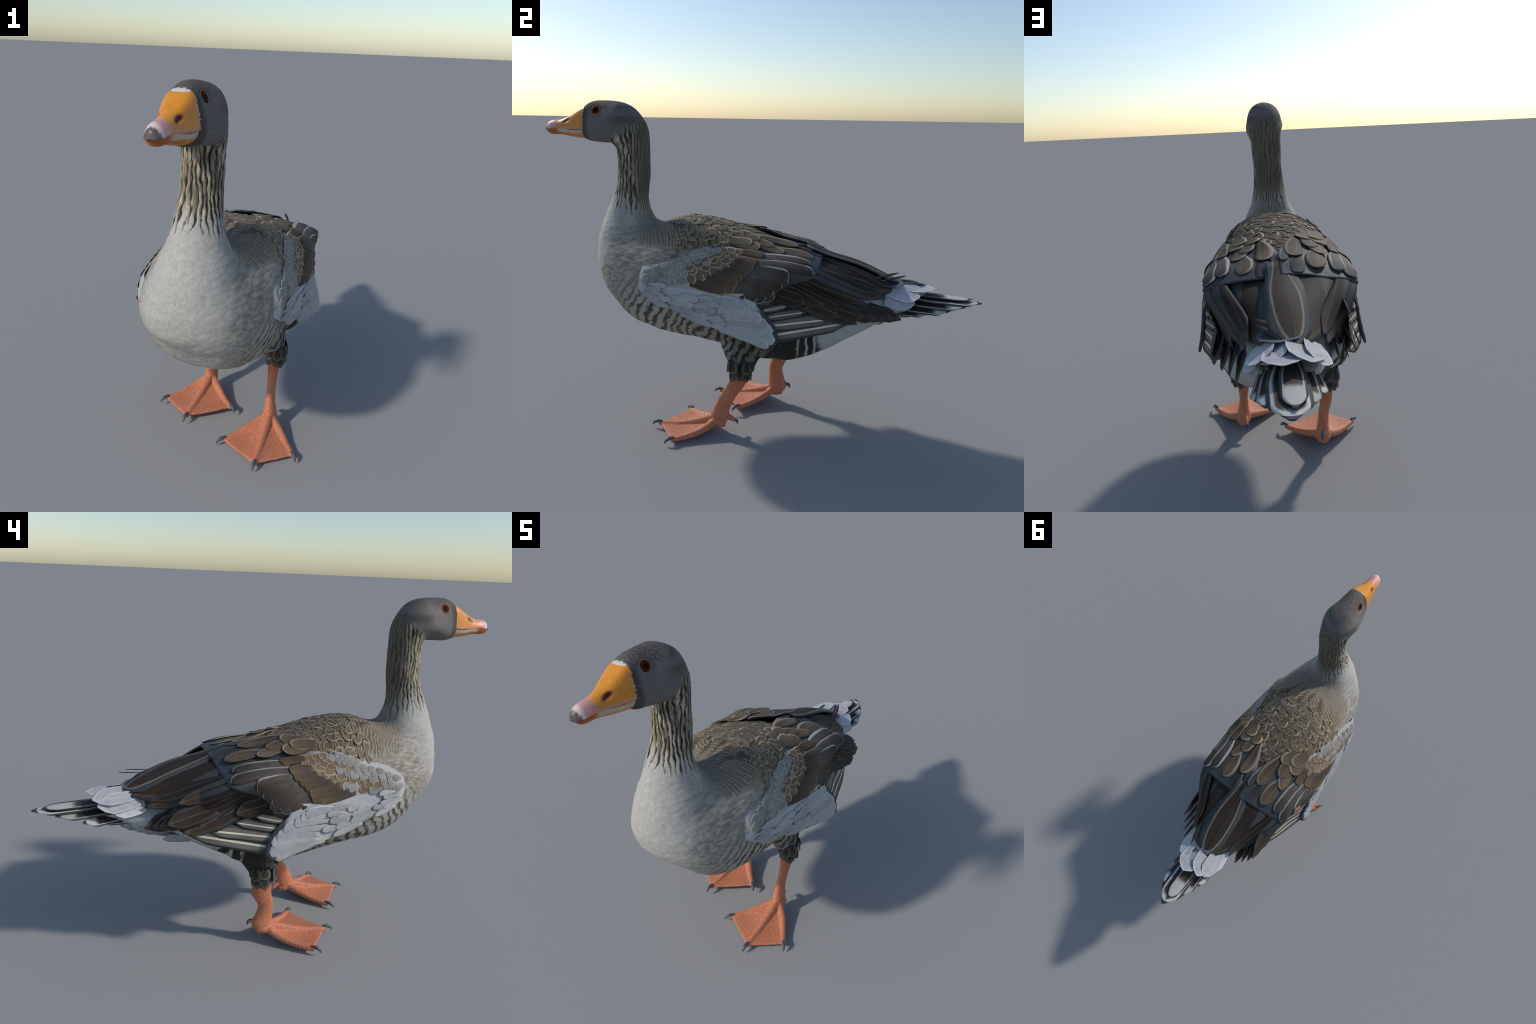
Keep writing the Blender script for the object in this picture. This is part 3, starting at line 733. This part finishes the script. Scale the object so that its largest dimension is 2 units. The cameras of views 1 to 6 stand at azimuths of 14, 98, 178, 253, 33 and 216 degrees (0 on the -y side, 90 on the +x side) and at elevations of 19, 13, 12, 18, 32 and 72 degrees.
GREY_SMALL = [(-.372, 7.10, -.265, 6.70, .038), (-.302, 6.38, -.222, 6.50, .034), (-.227, 6.25, -.155, 6.22, .028), (-.367, 7.43, -.240, 6.90, .033), (-.360, 7.70, -.237, 7.40, .035),
  (-.247, 6.95, -.175, 6.68, .028), (-.235, 7.20, -.142, 6.88, .036), (-.270, 7.70, -.170, 7.40, .032), (-.190, 7.50, -.110, 7.28, .030), (-.297, 7.95, -.160, 7.85, .030), (-.20, 6.55, -.13, 6.5, .026),
  (-.468, 6.68, -.385, 6.23, .022), (-.463, 7.20, -.372, 6.73, .022), (-.443, 5.90, -.365, 5.75, .022), (-.427, 7.47, -.338, 6.95, .024), (-.48, 7.6, -.39, 7.3, .022), (-.45, 7.9, -.35, 7.75, .024)]
FLIGHT = [(.20, 5.75, .425, 6.62, .062), (.100, 5.70, .205, 6.18, .062), (.110, 6.00, .225, 6.45, .055), (.180, 5.70, .350, 6.45, .070), (.153, 5.10, .285, 5.98, .066), (.180, 4.90, .435, 6.35, .058), (.195, 4.65, .470, 5.40, .074),
  (.195, 4.1, .455, 4.95, .06), (.225, 3.48, .545, 4.05, .050), (.235, 3.05, .530, 3.33, .056)]
PRIMARY = [(.05, 6.62, .150, 6.40, .030), (.05, 6.92, .23, 6.60, .042), (.05, 7.28, .34, 6.75, .060), (.05, 7.70, .415, 6.88, .068)]
# rows of small coverts: tip curve as (y, s) points from the rear end forwards, count, length, width, kind
LESSER = [([(-.005, 2.45), (-.05, 3.35), (-.11, 3.95), (-.18, 4.55), (-.24, 4.90), (-.33, 5.40), (-.42, 5.75)], 12, .080, .036, "tan", "ash"),
  ([(-.045, 2.30), (-.08, 3.00), (-.15, 3.62), (-.25, 4.20), (-.31, 4.65), (-.40, 5.25), (-.475, 5.5)], 12, .066, .032, "tan", "ash"),
  ([(-.08, 2.05), (-.11, 2.70), (-.17, 3.10), (-.24, 3.65), (-.32, 4.10), (-.42, 5.00)], 11, .060, .030, "tan", "ash"),
  ([(-.115, 1.90), (-.14, 2.40), (-.20, 2.85), (-.28, 3.30), (-.36, 3.80), (-.46, 4.75)], 12, .050, .028, "tan", "ash"),
  ([(-.145, 1.80), (-.18, 2.20), (-.24, 2.55), (-.31, 3.00), (-.39, 3.50), (-.485, 4.40)], 12, .046, .027, "ash", "ash"),
  ([(-.18, 1.60), (-.22, 1.95), (-.28, 2.25), (-.35, 2.60), (-.42, 3.05), (-.50, 3.90)], 12, .042, .026, "ash", "pale"),
  ([(-.20, 1.25), (-.26, 1.60), (-.33, 1.90), (-.40, 2.20), (-.46, 2.60), (-.51, 3.20)], 11, .040, .027, "pale", "pale"),
  ([(-.25, .85), (-.32, 1.20), (-.39, 1.45), (-.45, 1.75), (-.505, 2.40)], 9, .040, .028, "pale", "pale")]

wings = {}
for side in ("left", "right"):
    low = -.004 if side == "left" else .008      # the right wing's inner feathers lie over the left's
    def upper_front(s): return float(np.interp(s, [0, 1.0, 2.0, 6.5], [-.05, -.20, -.40, -.528])) if s < 1.2 else float(np.interp(s, [1.2, 2.2, 3.4, 6.5], [-.26, -.44, -.522, -.528]))
    def upper_rear(s): return float(np.interp(s, [0, 1, 2.7, 3.9, 4.7, 5.2, 6.2], [.288, .284, .276, .262, .215, .155, .06]))
    w = wings[side] = wing_sheet("wing", side, SHELL_A, goose, 0.0, 6.2, upper_front, upper_rear, .004, inner=low)
    def lower_front(s): return float(np.interp(s, [5.7, 6.5, 8], [-.45, -.522, -.518]))
    def lower_rear(s): return float(np.interp(s, [5.7, 6.4, 6.7, 7.2, 7.7, 8], [.0, .03, .065, .108, .125, .10]))
    edge = wing_sheet("wing_edge", side, SHELL_B, goose, 5.7, 8.0, lower_front, lower_rear, .006, .010)
    for k, (y0, s0, y1, s1, wd) in enumerate(FLIGHT):
        wing_feather("flight_feather", FM["flight"], side, (y0 - .03, s0), (y1 + .02, s1 + .05), wd * 1.2, "plate", lift=-.018 + .0024 * k, rise=((.020 if side == "left" else .010) + .012 * (k % 2)) if s1 > 5.8 else .001, dome=.03, parent=w, rows=14)
    for k, (y0, s0, y1, s1, wd) in enumerate(PRIMARY):
        wing_feather("primary_feather", FM["primary"], side, (y0, s0), (y1, s1), wd, "plate", lift=-.004 - .002 * k, rise=.010, dome=.03, parent=w, rows=12)
    # tertials: the right one crosses the middle of the back
    over = 0.010 if side == "right" else -.004
    wing_feather("tertial_feather", FM["tertial_plain"], side, (.225, 1.9), (.635, 1.5), .150, "plate", lift=-.006 + over, rise=.002, dome=.04, parent=w, rows=16)
    wing_feather("tertial_feather", FM["tertial"], side, (.205, -.1), (.668, .75), .135, "plate", lift=.0 + over, rise=.004, dome=.05, parent=w, rows=18, cols=9)
    for k, (y0, s0, y1, s1, wd) in enumerate(GREATER[::-1]):
        wing_feather("greater_covert", FM["greater"], side, (y0 - .03, s0), (y1, s1), wd * 1.45, "long", lift=.0035 + .0006 * k, rise=.003, dome=.04, parent=w)
    for k, (y0, s0, y1, s1, wd) in enumerate(MEDIAN[::-1]):
        wing_feather("median_covert", FM["median"], side, (y0 - .03, s0), (y1, s1), wd * 1.3, "long", lift=.0085 + .0005 * k, rise=.003, dome=.04, parent=w)
    order = [5, 0, 2, 1, 3, 4, 6, 8, 7]
    for k, i in enumerate(order):
        kind, y0, s0, y1, s1, wd = SCAPULARS[i]
        wing_feather("scapular_feather", FM[kind], side, (y0, max(s0, .05)), (y1, s1), wd * 1.38, "round", lift=.005 + .0014 * k + low, rise=.003, dome=.04, parent=w)
    for r, (line, n, L, wd, k0, k1) in enumerate(LESSER):
        line = np.array(line); q = np.linspace(0, len(line) - 1, n); tips = spline(np.arange(len(line)), line, q)
        for i, (ty, ts) in enumerate(tips):
            a = i / (n - 1); ty += RNG.uniform(-.006, .006); ts += RNG.uniform(-.08, .08)
            Lk = L * RNG.uniform(.9, 1.12) * lerp(1.05, .8, a)
            kind = k0 if a + RNG.uniform(-.15, .15) < (.62 if r < 2 else .46) else k1
            if kind == "ash" and (r > 4 and a > .45): kind = "pale"
            if kind == "pale" or ty < -.455: continue
            base = (max(ty - Lk, -.527), ts - lerp(.35, .10, a) * Lk / .06)
            wing_feather("lesser_covert", FM[kind], side, base, (ty, ts), wd * RNG.uniform(.95, 1.12) * lerp(1.12, 1.08, a), "round",
                         lift=.0075 + .0008 * r if kind != "pale" else .0046 + .0002 * r, rise=.0022 if kind != "pale" else .0012, dome=.03, thick=.0012 if kind != "pale" else .0007, parent=w, rows=8)
    for k, (y0, s0, y1, s1, wd) in enumerate(GREY_BIG[::-1]):
        wing_feather("grey_covert", FM["grey"], side, (y0, min(s0, 7.95)), (y1, s1), wd * 1.55, "long", lift=.0060 + .0006 * k, rise=.002, dome=.03, bend=.18 if side == "left" else .18, parent=edge)
    for k, (y0, s0, y1, s1, wd) in enumerate(GREY_SMALL):
        wing_feather("grey_covert", FM["grey"], side, (y0, s0), (y1, s1), wd * 1.1, "round", lift=.009 + .0004 * k, rise=.002, dome=.05, parent=edge, rows=9)

# ------------------------------------------------------------------ mantle: scale-like feathers in rows across the back
def back_point(y, ang, extra=0.):
    """where a ray from outside, at the angle ang from straight up, meets the body at y"""
    c = Vector((0, y, .74)); d = Vector((math.sin(ang), 0, math.cos(ang)))
    hit = BODY_TREE.ray_cast(c + d * .6, -d)
    return (np.array(hit[0]), np.array(hit[1])) if hit[0] is not None else (None, None)
y = -.335; row = 0
while y < .018:
    a = .16 + .84 * (y + .335) / .353
    L, wd = lerp(.034, .080, a), lerp(.085, .062, a) * RNG.uniform(.95, 1.05)
    n = int(.60 / (wd * .62))
    for i in range(n):
        u = (i + .5 * (row % 2) + RNG.uniform(-.3, .3)) / max(1, n - .5) * 2 - 1
        ang = u * lerp(1.30, 1.14, a) * (1 if a < .7 else lerp(1, .66, (a - .7) / .3))
        # rows run in a wave: back over the shoulder blades, forward on the spine and the flanks
        yy = y + .022 * math.sin(abs(u) * 4.2) * a + RNG.uniform(-.009, .009)
        Lk = L * RNG.uniform(.85, 1.25)
        p, nn = back_point(yy - Lk * .5, ang)
        q, n2 = back_point(yy + Lk * .5, ang * lerp(1.0, .96, a) + RNG.uniform(-.03, .03))
        if p is None or q is None or q[2] < .842: continue
        nrm = unit(nn + n2)
        free_feather("mantle_feather", FM["mantle" if a + RNG.uniform(-.12, .12) > .38 else "mantle_fine"], p - nrm * .003, q + nrm * lerp(.0016, .0032, a), nrm, wd * RNG.uniform(.9, 1.25), "scallop", dome=.02, curl=.006, thick=.0009, parent=torso, rows=8)
    y += lerp(.017, .031, a); row += 1

# ------------------------------------------------------------------ tail, rump and undertail
def fan(n, f, shuffle=False):
    for i in range(n): f(i, i / (n - 1) * 2 - 1 if n > 1 else 0.)
# tail feathers: a narrow fan, outer ones lower and shorter
for k, (bx, by, bz, tx, ty, tz, wd, kind, tilt) in enumerate([
    (.075, .58, .600, .102, .757, .602, .052, "tail", .6), (-.070, .58, .606, -.090, .735, .610, .048, "tail", .6),
    (.068, .60, .625, .102, .842, .618, .070, "tail", .55), (-.058, .60, .628, -.088, .800, .608, .066, "tail", .5),
    (.044, .62, .645, .076, .912, .632, .086, "tail", .3), (-.032, .62, .647, -.047, .902, .628, .086, "tail", .25),
    (.014, .65, .655, .010, .993, .634, .130, "tail_mid", .0), (-.004, .65, .667, .000, .953, .646, .080, "tail_white", .0)]):
    sg = np.sign(tx) if tilt else 0
    free_feather("tail_feather", FM[kind], (bx, by, bz), (tx, ty, tz), (sg * tilt, 0.08, 1), wd, "plate", dome=.05, curl=.004, parent=tail, rows=16)
# white rump: stiff overlapping plates
RUMP = [("rump_dark", .015, .46, .742, .030, .645, .712, .150, .1), ("rump", .115, .54, .680, .120, .690, .648, .085, 1.0), ("rump", -.100, .54, .690, -.105, .690, .652, .080, -1.0),
  ("rump", .075, .56, .712, .100, .712, .672, .100, .55), ("rump", -.080, .56, .712, -.088, .742, .672, .095, -.7), ("rump", .045, .58, .716, .060, .738, .682, .095, .3),
  ("rump", .018, .60, .712, .026, .782, .694, .130, .05), ("rump", -.035, .56, .726, -.060, .760, .692, .120, -.3)]
for kind, bx, by, bz, tx, ty, tz, wd, lean in RUMP:
    o = free_feather("rump_feather", FM[kind], (bx, by + .02, bz - .020), (tx + RNG.uniform(-.006, .006), ty, tz + RNG.uniform(-.003, .005)), (lean + RNG.uniform(-.12, .12), RNG.uniform(.0, .2), 1), wd, "plate" if kind == "rump" else "round", dome=.0, curl=.0, parent=tail, rows=6, cols=3)
    o.data.polygons.foreach_set("use_smooth", [False] * len(o.data.polygons))
# pale undertail coverts
for i in range(26):
    a = (i + RNG.random()) / 26; sg = 1 if i % 2 else -1
    y0 = lerp(.38, .58, a); th = sg * (RNG.uniform(.25, 1.0) if a < .42 else RNG.uniform(1.0, 1.8))       # angle from straight down
    x0 = math.sin(th) * lerp(.165, .085, a); zc = lerp(.57, .605, a)
    z0 = zc - math.cos(th) * lerp(.095, .028, a)
    L = RNG.uniform(.09, .13)
    free_feather("undertail_feather", FM["vent"], (x0, y0, z0), (x0 * .86, y0 + L, z0 + L * lerp(.20, .05, a) * (1 if abs(th) < .9 else .15)), (math.sin(th), .15, -math.cos(th)), RNG.uniform(.05, .08), "plate", dome=.08, curl=-.005, parent=tail, rows=8, cols=5)
# ragged flight feather tips standing off the flanks before the tail
for side, tips in (("left", [(.257, .476, .618), (.243, .520, .606), (.216, .562, .600), (.191, .600, .595), (.166, .632, .588), (.260, .437, .590)]),
                   ("right", [(-.244, .487, .640), (-.226, .447, .716), (-.226, .522, .624), (-.200, .550, .612), (-.172, .577, .601), (-.241, .433, .597)])):
    for i, (tx, ty, tz) in enumerate(tips):
        L = RNG.uniform(.17, .26); ty += RNG.uniform(-.012, .008)
        free_feather("flight_feather", FM["flight"], (tx - np.sign(tx) * .012, ty - L, tz + .26 * L), (tx, ty, tz), (np.sign(tx) * RNG.uniform(.7, 1.2), RNG.uniform(0, .25), RNG.uniform(.3, .8)), RNG.uniform(.048, .080), "plate", dome=.04, parent=wings[side], rows=12)
# two stiff dark feather points standing off the left side of the rump
for dz, dy in ((.0, .0), (.012, -.03)):
    free_feather("flight_feather", FM["flight"], (.100, .545 + dy, .738 + dz), (.062, .650 + dy, .757 + dz), (.6, 0, 1), .012, "leaf", dome=.05, parent=wings["left"])

# ------------------------------------------------------------------ feather cuffs above the legs
for side in ("left", "right"):
    c = LEG_TOP[side] + (np.sign(LEG_TOP[side][0]) * .006, 0, 0)
    for ring, (zb, zt, n, wd, rb, rt) in enumerate([(c[2] + .055, c[2] - .012, 8, .046, (.036, .047), (.040, .048)), (c[2] + .078, c[2] + .018, 7, .054, (.044, .056), (.048, .058))]):
        for i in range(n):
            a = (i + .5 * ring + RNG.uniform(-.2, .2)) / n * 2 * math.pi
            d = np.array([math.cos(a), math.sin(a), 0])
            b = np.array([c[0] + d[0] * rb[0], c[1] + d[1] * rb[1], zb]); t = np.array([c[0] + d[0] * rt[0], c[1] + d[1] * rt[1], zt + RNG.uniform(-.012, .012)])
            free_feather("thigh_feather", FM["tuft"], b, t + d * RNG.uniform(0, .008), d + (0, 0, .15), wd * RNG.uniform(.85, 1.15), "plate", dome=.12, curl=.03, parent=thigh[side], rows=8)
